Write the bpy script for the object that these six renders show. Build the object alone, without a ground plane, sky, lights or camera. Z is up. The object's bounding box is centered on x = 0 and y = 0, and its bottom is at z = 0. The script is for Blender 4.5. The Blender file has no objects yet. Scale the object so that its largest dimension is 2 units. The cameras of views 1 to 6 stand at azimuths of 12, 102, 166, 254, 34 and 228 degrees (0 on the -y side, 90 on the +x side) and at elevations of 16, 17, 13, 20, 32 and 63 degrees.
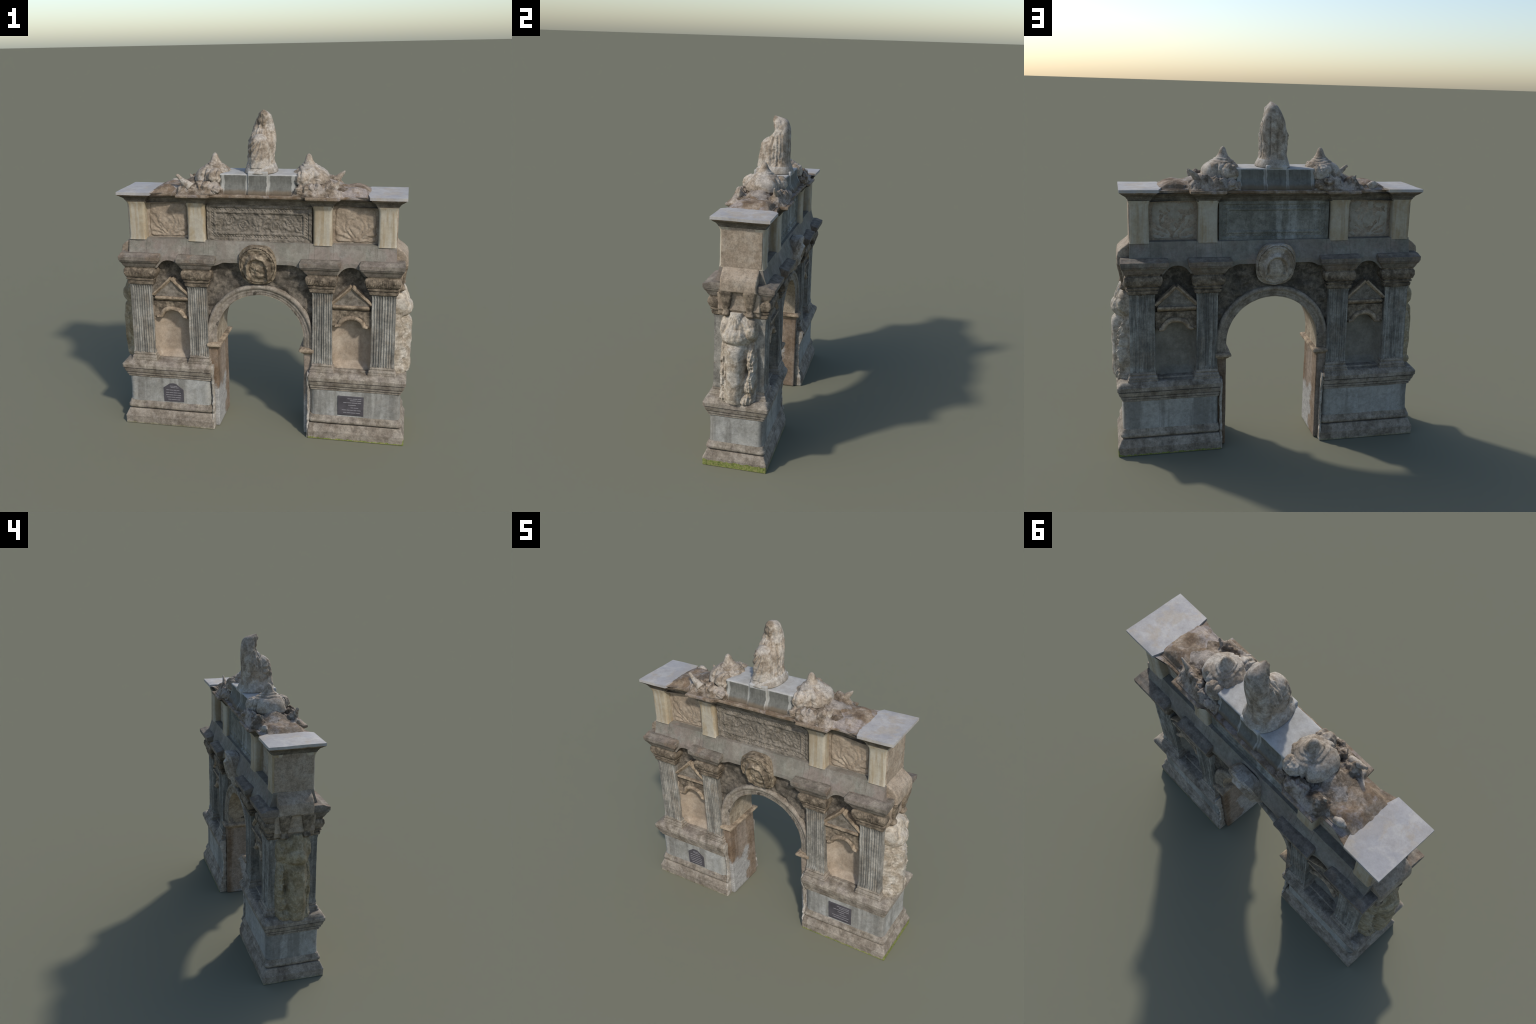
import bpy, math
import numpy as np
from mathutils import Vector

# ------------------------------------------------------------------ noise
def _hash(ix, iy, iz, seed):
    h = (ix.astype(np.uint32) * np.uint32(374761393) + iy.astype(np.uint32) * np.uint32(668265263)
         + iz.astype(np.uint32) * np.uint32(2246822519) + np.uint32(seed * 3266489 + 917))
    h = (h ^ (h >> np.uint32(13))) * np.uint32(1274126177)
    h = h ^ (h >> np.uint32(16))
    return h.astype(np.float64) / 4294967295.0 * 2 - 1

def vnoise(p, seed=0):
    p = np.asarray(p, float)
    i = np.floor(p).astype(np.int64); f = p - i
    w = f * f * f * (f * (f * 6 - 15) + 10)
    r = 0
    for dx in (0, 1):
        wx = w[:, 0] if dx else 1 - w[:, 0]
        for dy in (0, 1):
            wy = w[:, 1] if dy else 1 - w[:, 1]
            for dz in (0, 1):
                wz = w[:, 2] if dz else 1 - w[:, 2]
                r = r + wx * wy * wz * _hash(i[:, 0] + dx, i[:, 1] + dy, i[:, 2] + dz, seed)
    return r

def fbm(p, freq, octaves=4, seed=0, gain=0.5):
    p = np.asarray(p, float); a = 1.0; s = 0; n = 0
    for o in range(octaves):
        s = s + a * vnoise(p * freq * (2.03 ** o) + 17.3 * o, seed + o); n += a; a *= gain
    return s / n

def sstep(a, b, x):
    t = np.clip((x - a) / (b - a), 0, 1)
    return t * t * (3 - 2 * t)

# ------------------------------------------------------------------ scene tree
ROOT = bpy.data.objects.new("triumphal_arch", None)
bpy.context.scene.collection.objects.link(ROOT)
ROOT["label"] = "weathered stone triumphal arch with niches and seated statue"
ROOT["category"] = "monument"

def make_obj(name, V, F, mat, parent=None, angle=48, kind=None):
    me = bpy.data.meshes.new(name)
    me.from_pydata([tuple(v) for v in np.asarray(V)], [], F)
    me.validate(); me.update()
    me.shade_smooth()
    if angle < 179:
        me.set_sharp_from_angle(angle=math.radians(angle))
    if mat: me.materials.append(mat)
    ob = bpy.data.objects.new(name, me)
    bpy.context.scene.collection.objects.link(ob)
    ob.parent = parent or ROOT
    if kind: ob["kind"] = kind
    return ob

def make_empty(name):
    ob = bpy.data.objects.new(name, None)
    bpy.context.scene.collection.objects.link(ob)
    ob.parent = ROOT
    return ob

# ------------------------------------------------------------------ geometry helpers
def rrect(x0, x1, y0, y1, r, nx=40, ny=20, nc=4):
    """closed rounded rectangle, counter-clockwise, fixed point count"""
    r = min(r, (x1 - x0) / 2.01, (y1 - y0) / 2.01)
    P = []
    def side(a, b, n):
        for i in range(n):
            t = i / n
            P.append((a[0] + (b[0] - a[0]) * t, a[1] + (b[1] - a[1]) * t))
    def corner(cx, cy, a0):
        for i in range(nc):
            a = a0 + (math.pi / 2) * i / nc
            P.append((cx + r * math.cos(a), cy + r * math.sin(a)))
    side((x0 + r, y0), (x1 - r, y0), nx); corner(x1 - r, y0 + r, -math.pi / 2)
    side((x1, y0 + r), (x1, y1 - r), ny); corner(x1 - r, y1 - r, 0)
    side((x1 - r, y1), (x0 + r, y1), nx); corner(x0 + r, y1 - r, math.pi / 2)
    side((x0, y1 - r), (x0, y0 + r), ny); corner(x0 + r, y0 + r, math.pi)
    return np.array(P)

def dense(profile, step=0.006):
    """resample a polyline of tuples (first entry z) along its length"""
    out = [np.array(profile[0], float)]
    for a, b in zip(profile[:-1], profile[1:]):
        a = np.array(a, float); b = np.array(b, float)
        n = max(1, int(np.linalg.norm(b - a) / step))
        for i in range(1, n + 1): out.append(a + (b - a) * i / n)
    return out

def loft(rings, insets=7, top=True, bottom=True):
    """rings: equal-length closed loops (n,3); ends closed with concentric rings"""
    rings = [np.asarray(r, float) for r in rings]
    n = len(rings[0])
    def fill(r):
        c = r.mean(0); o = []
        for k in range(1, insets + 1):
            o.append(c + (r - c) * (1 - k / (insets + 1)))
        return o, c
    seq = list(rings); cb = ct = None
    if bottom:
        o, cb = fill(rings[0]); seq = o[::-1] + seq
    if top:
        o, ct = fill(rings[-1]); seq = seq + o
    V = np.concatenate(seq); F = []
    m = len(seq)
    for k in range(m - 1):
        a = k * n; b = a + n
        for i in range(n):
            j = (i + 1) % n
            F.append((a + i, a + j, b + j, b + i))
    if cb is not None:
        V = np.vstack([V, cb]); ci = len(V) - 1
        for i in range(n): F.append((ci, (i + 1) % n, i))
    if ct is not None:
        V = np.vstack([V, ct]); ci = len(V) - 1; a = (m - 1) * n
        for i in range(n): F.append((ci, a + i, a + (i + 1) % n))
    return V, F

def roughen(V, amp, freq=14, seed=1, octaves=4, keep_floor=True):
    V = np.array(V, float)
    d = np.stack([fbm(V, freq, octaves, seed), fbm(V, freq, octaves, seed + 31), fbm(V, freq, octaves, seed + 67)], 1)
    d *= amp
    if keep_floor:
        d[V[:, 2] < 0.004] = 0
    return V + d

def grid_faces(nu, nv, off=0, flip=False):
    F = []
    for i in range(nu - 1):
        for j in range(nv - 1):
            a = off + i * nv + j
            q = (a, a + nv, a + nv + 1, a + 1)
            F.append(q[::-1] if flip else q)
    return F

def slab_from_grid(P, Q):
    """P,Q : (nu,nv,3) front and back sheets; closed solid between them"""
    nu, nv, _ = P.shape
    V = np.concatenate([P.reshape(-1, 3), Q.reshape(-1, 3)])
    N = nu * nv
    F = grid_faces(nu, nv) + grid_faces(nu, nv, N, True)
    for i in range(nu - 1):
        a = i * nv; F.append((a + nv, a, N + a, N + a + nv))
        a = i * nv + nv - 1; F.append((a, a + nv, N + a + nv, N + a))
    for j in range(nv - 1):
        a = j; F.append((a, a + 1, N + a + 1, N + a))
        a = (nu - 1) * nv + j; F.append((a + 1, a, N + a, N + a + 1))
    return V, F

def box(x0, x1, y0, y1, z0, z1, r=0.004, seed=3, amp=0.0015, step=0.012, freq=16):
    nx = max(3, int((x1 - x0) / step)); ny = max(3, int((y1 - y0) / step))
    c = min(r, (z1 - z0) / 3)
    prof = [(z0, c), (z0 + c * .3, c * .3), (z0 + c, 0), (z1 - c, 0), (z1 - c * .3, c * .3), (z1, c)]
    rings = []
    for z, o in dense(prof, step):
        R = rrect(x0 + o, x1 - o, y0 + o, y1 - o, r, nx, ny, 3)
        rings.append(np.column_stack([R, np.full(len(R), z)]))
    V, F = loft(rings, 6)
    return roughen(V, amp, freq, seed), F

def mirror_x(V, F): 
    V = np.array(V); V[:, 0] *= -1
    return V, [f[::-1] for f in F]
def mirror_y(V, F):
    V = np.array(V); V[:, 1] *= -1
    return V, [f[::-1] for f in F]

def four(name, VF, mat, parents=None, angle=48, amp=0, seed=0):
    """put a part of the right front quarter on all four quarters, each a little different"""
    obs = []
    for k, (sx, sy) in enumerate(((1, -1), (-1, -1), (1, 1), (-1, 1))):
        V, F = VF
        if sx < 0: V, F = mirror_x(V, F)
        if sy > 0: V, F = mirror_y(V, F)
        if amp: V = roughen(V, amp, 9, seed + 7 * k, 3)
        obs.append(make_obj(name, V, F, mat, parents[k] if parents else None, angle))
    return obs

# ------------------------------------------------------------------ materials
def lin(h):
    h = h.lstrip('#'); c = [int(h[i:i + 2], 16) / 255 for i in (0, 2, 4)]
    return [x / 12.92 if x <= .04045 else ((x + .055) / 1.055) ** 2.4 for x in c]
GAIN = 0.635
SAT, WARM = .80, (1.035, 1.0, .925)
def col(h):
    c = lin(h); y = .3 * c[0] + .59 * c[1] + .11 * c[2]
    return tuple(min(.9, (y + (x - y) * SAT) * w * GAIN) for x, w in zip(c, WARM)) + (1,)

class NT:
    def __init__(self, name):
        self.m = bpy.data.materials.new(name); self.m.use_nodes = True
        self.t = self.m.node_tree; self.t.nodes.clear()
        self.out = self.n("ShaderNodeOutputMaterial"); self.b = self.n("ShaderNodeBsdfPrincipled")
        self.t.links.new(self.b.outputs[0], self.out.inputs[0])
        self.pos = self.n("ShaderNodeNewGeometry").outputs["Position"]
    def n(self, t): return self.t.nodes.new(t)
    def l(self, a, b): self.t.links.new(a, b)
    def noise(self, scale, detail=6, rough=.6, stretch=(1, 1, 1), shift=(0, 0, 0), dist=0):
        mp = self.n("ShaderNodeMapping"); mp.inputs["Scale"].default_value = stretch
        mp.inputs["Location"].default_value = shift
        self.l(self.pos, mp.inputs["Vector"])
        x = self.n("ShaderNodeTexNoise"); x.inputs["Scale"].default_value = scale
        x.inputs["Detail"].default_value = detail; x.inputs["Roughness"].default_value = rough
        x.inputs["Distortion"].default_value = dist
        self.l(mp.outputs[0], x.inputs["Vector"]); return x.outputs["Fac"]
    def ramp(self, fac, stops):
        r = self.n("ShaderNodeValToRGB"); e = r.color_ramp.elements
        while len(e) < len(stops): e.new(.5)
        for el, (p, c) in zip(e, stops): el.position = p; el.color = c
        self.l(fac, r.inputs[0]); return r.outputs[0]
    def rng(self, fac, a, b, lo=0., hi=1.):
        r = self.n("ShaderNodeMapRange"); r.interpolation_type = 'SMOOTHSTEP'
        for i, v in enumerate((a, b, lo, hi)): r.inputs[i + 1].default_value = v
        self.l(fac, r.inputs[0]); return r.outputs[0]
    def mix(self, fac, a, b, mode='MIX'):
        m = self.n("ShaderNodeMix"); m.data_type = 'RGBA'; m.blend_type = mode
        for s, v in ((m.inputs[0], fac), (m.inputs[6], a), (m.inputs[7], b)):
            if hasattr(v, "links"): self.l(v, s)
            else: s.default_value = v
        return m.outputs[2]
    def math(self, op, a, b=None):
        m = self.n("ShaderNodeMath"); m.operation = op
        for s, v in ((m.inputs[0], a), (m.inputs[1], b)):
            if v is None: continue
            if hasattr(v, "links"): self.l(v, s)
            else: s.default_value = v
        return m.outputs[0]
    def axis(self, i):
        s = self.n("ShaderNodeSeparateXYZ"); self.l(self.pos, s.inputs[0]); return s.outputs[i]

def stone(name, tones, scale=9, patches=(), streaks=(), grain=.40, rough=.85, bump=.2, seed=0, extra=None, grime=.16):
    """tones: dark..light colours spread over a noise; patches: (colour, scale, threshold, amount);
    streaks: vertical run-off (colour, scale, threshold, amount)"""
    t = NT(name)
    sh = (seed * 3.7, seed * 1.9, seed * 2.3)
    base = t.noise(scale * 1.5, 10, .72, shift=sh)
    k = len(tones)
    c = t.ramp(base, [(.39 + .22 * i / max(1, k - 1), col(h)) for i, h in enumerate(tones)])
    for i, (h, s, th, am) in enumerate(patches):
        f = t.noise(s, 7, .62, shift=(sh[0] + 5.1 * i + 2, sh[1] - 3.3 * i, sh[2] + i), dist=.4)
        c = t.mix(t.rng(f, th - .06, th + .04, 0, am), c, col(h))
    for i, (h, s, th, am) in enumerate(streaks):
        f = t.noise(s, 5, .6, (1, 1, .07), (sh[0] + 9.1 * i + 4, sh[1] + 2.3 * i, i * 3.1))
        c = t.mix(t.rng(f, th - .06, th + .05, 0, am), c, col(h))
    if grime:
        f = t.noise(36, 9, .74, shift=(sh[0] + 8, sh[1] + 6, sh[2] - 5), dist=.6)
        lo = t.noise(4, 3, .5, shift=(sh[0] - 8, sh[1] + 3, sh[2] + 5))
        f = t.math('MULTIPLY', t.rng(f, .49, .58), t.rng(lo, .38, .58, .6, 1))
        c = t.mix(t.math('MULTIPLY', f, grime), c, col('#4a4138'))
    if extra: c = extra(t, c)
    g = t.noise(130, 4, .7)
    g2 = t.noise(38, 5, .65, shift=(3, 1, 7))
    v = t.math('ADD', t.rng(g, .25, .75, 1 - grain * .5, 1 + grain * .5), t.rng(g2, .25, .75, -grain * .55, grain * .55))
    cc = t.n("ShaderNodeCombineColor")
    for i in range(3): t.l(v, cc.inputs[i])
    c = t.mix(1.0, c, cc.outputs[0], 'MULTIPLY')
    t.l(c, t.b.inputs["Base Color"])
    t.b.inputs["Roughness"].default_value = rough
    t.b.inputs["Specular IOR Level"].default_value = .25
    if bump:
        bp = t.n("ShaderNodeBump"); bp.inputs["Strength"].default_value = bump
        bp.inputs["Distance"].default_value = .006
        hgt = t.math('ADD', t.noise(55, 8, .7), t.math('MULTIPLY', g, .4))
        t.l(hgt, bp.inputs["Height"]); t.l(bp.outputs[0], t.b.inputs["Normal"])
    return t.m

def moss_rim(t, c):
    """bright moss on the foot course: a tall strip on the +x end, a thin line elsewhere"""
    x = t.axis(0); z = t.axis(2)
    lim = t.math('ADD', t.rng(x, .882, .888, .007, .036), t.rng(t.noise(60, 4), .3, .7, -.004, .006))
    f = t.math('LESS_THAN', z, lim)
    f = t.math('MULTIPLY', f, t.rng(x, -.2, .3, .25, 1))
    g = t.ramp(t.noise(90, 5), [(.35, col('#6f7a2c')), (.5, col('#8b9c38')), (.62, col('#a39a5c'))])
    return t.mix(f, c, g)

M = {}
M['base'] = stone("plinth_stone", ['#85796c', '#a09486', '#b1a698'], 7, [('#6b5f52', 16, .57, .28), ('#c2bab0', 11, .55, .35)],
                  [('#6d6257', 9, .56, .3), ('#bcb2a6', 13, .56, .4)], extra=moss_rim, seed=1)
M['die'] = stone("grey_marble", ['#a4a4a0', '#b2b3b1', '#bcbcb9'], 5, [('#c6c8ca', 4, .58, .5), ('#9d938a', 7, .62, .35)],
                 [('#7d7b76', 9, .56, .6), ('#c5c8ca', 12, .62, .5)], grain=.2, seed=2, grime=.18)
M['cornice'] = stone("weathered_moulding", ['#85796b', '#9f9485', '#b4aa9c'], 9, [('#6b6054', 22, .57, .35), ('#aca09a', 9, .55, .35)],
                     [('#675c51', 18, .57, .3), ('#bdb4a8', 16, .55, .45)], seed=3)
M['pinkish'] = stone("pink_grey_slab", ['#7c7469', '#90877c', '#a0978b'], 9, [('#967a62', 9, .58, .45), ('#776d64', 13, .55, .35), ('#988a82', 7, .55, .45)],
                     [('#6f665d', 14, .55, .4)], seed=4)
M['capital'] = stone("carved_brown_stone", ['#6c5f50', '#8f806d', '#ab9a85'], 18, [('#51473c', 15, .55, .6)], seed=5, bump=.35)
M['shaft'] = stone("fluted_grey_stone", ['#868580', '#9d9b95', '#b0aea8'], 7, [('#9f9384', 6, .56, .5)],
                   [('#6b6a67', 26, .55, .65), ('#bfbfbb', 30, .6, .6)], seed=6)
M['niche'] = stone("beige_plaster", ['#b09d88', '#bdab97', '#c7b7a5'], 6, [('#a08d7b', 10, .6, .4)], grain=.18, seed=7, grime=.12)
M['niche_grey'] = stone('grey_plaster', ['#938d82', '#a09a8f', '#aba59a'], 6, [('#878074', 10, .57, .4)], grain=.18, seed=31, grime=.12)
M['hood'] = stone("buff_moulding", ['#8c7a66', '#b19c82', '#c6b298'], 14, [('#6d5f50', 10, .58, .6)], seed=8)
M['dark'] = stone("dark_mottled_wall", ['#575048', '#6f675d', '#8a8073'], 16, [('#978c7f', 18, .55, .55), ('#48433c', 8, .56, .55)], bump=.5, seed=9)  # dark mottled tones for the spandrels and the upper niche recesses
M['jamb'] = None
M['attic_pil'] = stone("cream_marble", ['#bba98a', '#c6b99f', '#cdc3b0'], 4, [('#b69d74', 6, .56, .5)],
                       [('#cfcabd', 20, .52, .6), ('#b0966a', 22, .55, .55)], grain=.12, bump=.12, seed=10, grime=.08)
M['panel'] = stone("relief_sandstone", ['#a8957f', '#b7a48e', '#c2b19c'], 9, [('#978570', 9, .58, .4), ('#cabcab', 8, .62, .4)], grain=.2, seed=11, grime=.2)
M['centre'] = stone("grey_brown_relief", ['#7c7366', '#8f867a', '#9c9387'], 10, [('#6d675e', 9, .56, .5)], seed=12)
M['tablet'] = stone("grey_tablet", ['#7f8078', '#90918a', '#9c9d97'], 4, [], [('#b4b8b6', 9, .58, .7), ('#6f706a', 11, .56, .5)], seed=13)
M['frieze'] = stone("grey_green_frieze", ['#8d8a81', '#9c978d', '#a8a49c'], 6, [('#9f8c84', 6, .57, .6), ('#8f9488', 5, .56, .5)],
                    [('#807c73', 9, .56, .45)], grain=.14, bump=.15, seed=14)
def frieze_extra(t, c):
    """joints between the frieze blocks and a different tint per block"""
    x = t.math('ABSOLUTE', t.axis(0))
    f = None
    for xs in (.305, .338, .447, .70):
        g = t.math('LESS_THAN', t.math('ABSOLUTE', t.math('SUBTRACT', x, xs)), .0012)
        f = g if f is None else t.math('MAXIMUM', f, g)
    cell = t.math('FLOOR', t.math('MULTIPLY', t.math('ADD', t.axis(0), 3.03), 9.0))
    w = t.n("ShaderNodeTexWhiteNoise"); w.noise_dimensions = '1D'; t.l(cell, w.inputs["W"])
    c = t.mix(t.rng(w.outputs[0], 0, 1, 0, .35), c, col('#a3948a'))
    return t.mix(t.math('MULTIPLY', f, .55), c, col('#5d564d'))
M['frieze'] = stone("grey_green_frieze", ['#878379', '#99948a', '#a6a29a'], 6, [('#9c8a82', 6, .54, .6), ('#8b9084', 5, .54, .5)],
                    [('#7b776d', 9, .54, .5)], grain=.2, bump=.15, seed=14, extra=frieze_extra, grime=.2)
M['sidewall'] = stone("tan_side_stone", ['#a5937f', '#b3a28e', '#bcae9d'], 8, [('#9a8670', 9, .58, .5)], seed=15)
M['under'] = stone("shade_toned_cornice_stone", ['#6a6154', '#7b7265', '#8d8476'], 10, [('#5a5348', 8, .56, .5)], seed=16)  # darker tone paints in part of the baked shade beneath the cornice
M['white'] = stone("white_marble", ['#bdbabb', '#c8c5c6', '#d2cfcd'], 6, [('#c9b9a3', 5, .54, .6), ('#b4b5be', 5, .53, .6)], grain=.10, bump=.08, rough=.6, seed=17, grime=.06)
M['roof'] = stone("brown_roof_stone", ['#8c7760', '#a08c76', '#b5a595'], 9, [('#7d6347', 8, .55, .7), ('#b5aeb0', 8, .6, .6)], seed=18)
M['sculpt'] = stone("statue_marble", ['#a39380', '#b7a897', '#c7bbad'], 12, [('#7f6c56', 20, .56, .5), ('#d3ccc4', 9, .54, .65)], seed=19, bump=.35, grime=.22)
M['relief'] = stone("trophy_stone", ['#ad9f8b', '#c0b3a1', '#d0c6b8'], 11, [('#82705a', 20, .57, .45), ('#d8d2ca', 8, .54, .65)], seed=20, bump=.3, grime=.2)
M['ochre_relief'] = stone('ochre_trophy_stone', ['#93825f', '#ab9a78', '#c0b292'], 11, [('#86734f', 16, .57, .25), ('#c6bca4', 8, .55, .35)], seed=30, bump=.3, grime=.1)
M['pale_panel'] = stone("pale_relief_stone", ['#b0a898', '#bbb3a5', '#c4bdb0'], 6, [('#a3998a', 7, .56, .4)], grain=.16, seed=29, grime=.1)
M['pile'] = stone('piled_trophy_stone', ['#7d6c59', '#a08e7b', '#bdb0a2'], 15, [('#584a3a', 13, .55, .7), ('#c6bdb6', 9, .57, .6)], seed=27, bump=.6)
M['seat'] = stone('seat_marble', ['#a79d90', '#bbb3a9', '#cac5bf'], 9, [('#8e7f6d', 9, .55, .5), ('#d0cdca', 7, .55, .6)], seed=28)
M['block'] = stone("dark_grey_block", ['#85857f', '#93938d', '#9d9d98'], 5, [], [('#7a7a75', 12, .55, .5)], grain=.12, seed=21,
                   extra=None)
M['medal'] = stone("medallion_stone", ['#7f6f5a', '#a08f78', '#b9a990'], 17, [('#594d3f', 14, .57, .7)], seed=22, bump=.6)
M['plaque'] = stone("plaque_slate", ['#55525a', '#5d5a63', '#64616a'], 10, grain=.08, bump=0, rough=.5, seed=23, grime=0)
M['letters'] = stone("pale_letters", ['#9a98a2', '#a3a1aa'], 10, grain=.05, bump=0, seed=24, grime=0)

def block_extra(t, c):
    """pale lime runs down the edges of the statue block, brown wash along its foot, white top"""
    x = t.math('ABSOLUTE', t.axis(0)); z = t.axis(2)
    wob = t.rng(t.noise(25, 4), .3, .7, -.003, .003)
    xx = t.math('ADD', x, wob)
    a = t.math('MULTIPLY', t.rng(xx, .052, .057), t.rng(xx, .076, .068))
    b = t.math('MULTIPLY', t.rng(xx, .197, .203), t.rng(xx, .222, .216))
    f = t.math('MAXIMUM', a, b)
    c = t.mix(t.math('MULTIPLY', f, .75), c, col('#c4c5c2'))
    foot = t.rng(t.math('ADD', z, wob), 1.556, 1.535)
    c = t.mix(t.math('MULTIPLY', foot, .7), c, col('#857158'))
    top = t.rng(t.math('ADD', z, t.math('MULTIPLY', wob, .4)), 1.629, 1.633)
    return t.mix(top, c, t.ramp(t.noise(14, 6), [(.35, col('#bdbcba')), (.6, col('#cfd0d2'))]))
M['block'] = stone("dark_grey_block", ['#6f706b', '#7b7c77', '#858681'], 7, [], [('#666762', 26, .53, .5), ('#8d8e8a', 30, .55, .4)], grain=.12, seed=21, extra=block_extra)

def jamb_extra(t, c):
    """pale marble low on the front half, brown streaks above and towards the back"""
    y = t.axis(1); z = t.axis(2)
    wob = t.rng(t.noise(7, 4), .3, .7, -.05, .05)
    pale = t.math('MULTIPLY', t.rng(t.math('ADD', z, wob), .31, .24), t.rng(t.math('ADD', y, wob), .06, .02))
    return t.mix(pale, c, col('#b5b5b6'))
M['jamb'] = stone("brown_jamb_stone", ['#8a745e', '#9c8773', '#ab9a8a'], 5, [('#75603f', 3, .56, .35)],
                  [('#75593d', 8, .53, .5), ('#b3a69b', 10, .52, .5)], seed=25, extra=jamb_extra)
M['vault'] = stone("vault_stone", ['#a3927c', '#b7a892', '#c4b7a3'], 6, [('#85735e', 8, .58, .5)], seed=26)

# ================================================================== PEDESTALS
def prof_part(x_in, x_out, y_half, profile, r, in_fac, seed, amp):
    rings = []
    for z, o in dense(profile, .003):
        R = rrect(x_in - o * in_fac, x_out + o, -y_half - o, y_half + o, r, 60, 40, 5)
        rings.append(np.column_stack([R, np.full(len(R), z)]))
    V, F = loft(rings, 6)
    V = roughen(V, amp * .9, 6, seed, 3)
    return roughen(V, amp * .5, 30, seed + 4, 3), F

XI, XO, YH = .303, .891, .196
for sx in (1, -1):
    ped = make_empty("pedestal")
    parts = [
        ("plinth_course", M['base'], [(0, 0), (.05, 0.001), (.056, -.003), (.091, -.018), (.094, -.022), (.096, -.046)], .006, .0018),
        ("torus_moulding", M['cornice'], [(.0965, -.048), (.0995, -.026), (.106, -.0165), (.114, -.0135), (.124, -.015), (.131, -.020), (.142, -.023), (.152, -.028)], .022, .0014),
        ("die", M['die'], [(.15, -.028), (.165, -.0295), (.24, -.031), (.318, -.0295), (.322, -.031)], .034, .0012),
        ("pedestal_cornice", M['cornice'], [(.320, -.031), (.324, -.025), (.333, -.024), (.335, -.029), (.338, -.0285), (.340, -.018), (.351, -.016), (.353, -.022), (.356, -.021),
                                            (.359, -.011), (.372, -.007), (.383, -.004), (.386, -.013), (.389, -.013), (.391, .0015), (.413, .002), (.4155, -.001), (.424, -.007), (.434, -.018), (.437, -.022)], .012, .0016),
    ]
    for i, (nm, mt, pr, r, amp) in enumerate(parts):
        V, F = prof_part(XI, XO, YH, pr, r, .45, 11 + i + (5 if sx < 0 else 0), amp)
        if sx < 0: V, F = mirror_x(V, F)
        make_obj(nm, V, F, mt, ped)
    # plaques on the front face
    yf = -(YH - .031)
    pl_rng = np.random.default_rng(7 if sx > 0 else 8)
    if sx > 0:
        V, F = box(.486, .645, yf - .004, yf + .01, .159, .289, .002, 5, 0)
        plq = make_obj("plaque", V, F, M['plaque'], ped)
        rows = [(.274, .545, .632, 3), (.262, .56, .632, 2), (.247, .52, .632, 4), (.231, .55, .60, 1), (.214, .565, .615, 2), (.197, .512, .63, 5), (.180, .52, .625, 4)]
    else:
        out = [(-.631, .157), (-.499, .161), (-.499, .245), (-.521, .262), (-.545, .282), (-.566, .287), (-.59, .284), (-.612, .268), (-.631, .255)]
        n = len(out); V = [(x, yf - .004, z) for x, z in out] + [(x, yf + .01, z) for x, z in out]
        F = [tuple(range(n)), tuple(range(2 * n - 1, n - 1, -1))] + [(i, i + n, (i + 1) % n + n, (i + 1) % n) for i in range(n)]
        plq = make_obj("plaque", V, F, M['plaque'], ped, 30)
        rows = [(.268, -.59, -.54, 2), (.258, -.585, -.53, 2), (.240, -.615, -.525, 4), (.222, -.618, -.515, 4), (.206, -.618, -.515, 4), (.190, -.612, -.518, 3), (.174, -.605, -.522, 3)]
    LV, LF = [], []
    for z, xa, xb, words in rows:
        cuts = np.sort(np.concatenate([[0, 1], (np.arange(1, words) + pl_rng.uniform(-.25, .25, words - 1)) / words]))
        for a, b in zip(cuts[:-1], cuts[1:]):
            x0 = xa + (xb - xa) * a + .0015; x1 = xa + (xb - xa) * b - .0015
            o = len(LV)
            for y in (yf - .0048, yf - .003):
                for x, zz in ((x0, z - .0022), (x1, z - .0022), (x1, z + .0022), (x0, z + .0022)): LV.append((x, y, zz))
            LF += [tuple(o + i for i in f) for f in ((0, 1, 2, 3), (7, 6, 5, 4), (0, 4, 5, 1), (1, 5, 6, 2), (2, 6, 7, 3), (3, 7, 4, 0))]
    make_obj("inscription", LV, LF, M['letters'], ped, kind="stuff")

# chipped pale edges where the pedestal mouldings stop beside the passage
def broken_edge(seed):
    rings = []
    for z, o in dense([(.0, .012), (.05, .010), (.09, .002), (.10, -.006), (.12, .002), (.15, -.014), (.25, -.017), (.32, -.015), (.345, -.004), (.39, .008), (.415, .008), (.43, -.006)], .005):
        R = rrect(.2965, .310, -.181 - o * .9, -.140, .004, 8, 14, 3)
        rings.append(np.column_stack([R, np.full(len(R), z)]))
    V, F = loft(rings, 3)
    return roughen(V, .0045, 42, seed, 3), F
four("broken_edge", broken_edge(401), M['seat'], None, 60, .003, 55)

# ================================================================== JAMBS, IMPOSTS, ARCH WALL
for sx in (1, -1):
    V, F = box(.272, .42, -.140, .140, 0, .56, .006, 41, .0025, .01, 9)
    if sx < 0: V, F = mirror_x(V, F)
    make_obj("jamb", V, F, M['jamb'])
    rings = []
    for z, o in dense([(.528, -.006), (.532, .0), (.540, .004), (.545, .012), (.553, .018), (.558, .027), (.568, .027), (.574, .018), (.577, .002)], .003):
        R = rrect(.272 - o, .335, -.137 - o, .137 + o, .006, 14, 40, 3)
        rings.append(np.column_stack([R, np.full(len(R), z)]))
    V, F = loft(rings, 5); V = roughen(V, .0015, 16, 43)
    if sx < 0: V, F = mirror_x(V, F)
    make_obj("impost", V, F, M['hood'])

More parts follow.
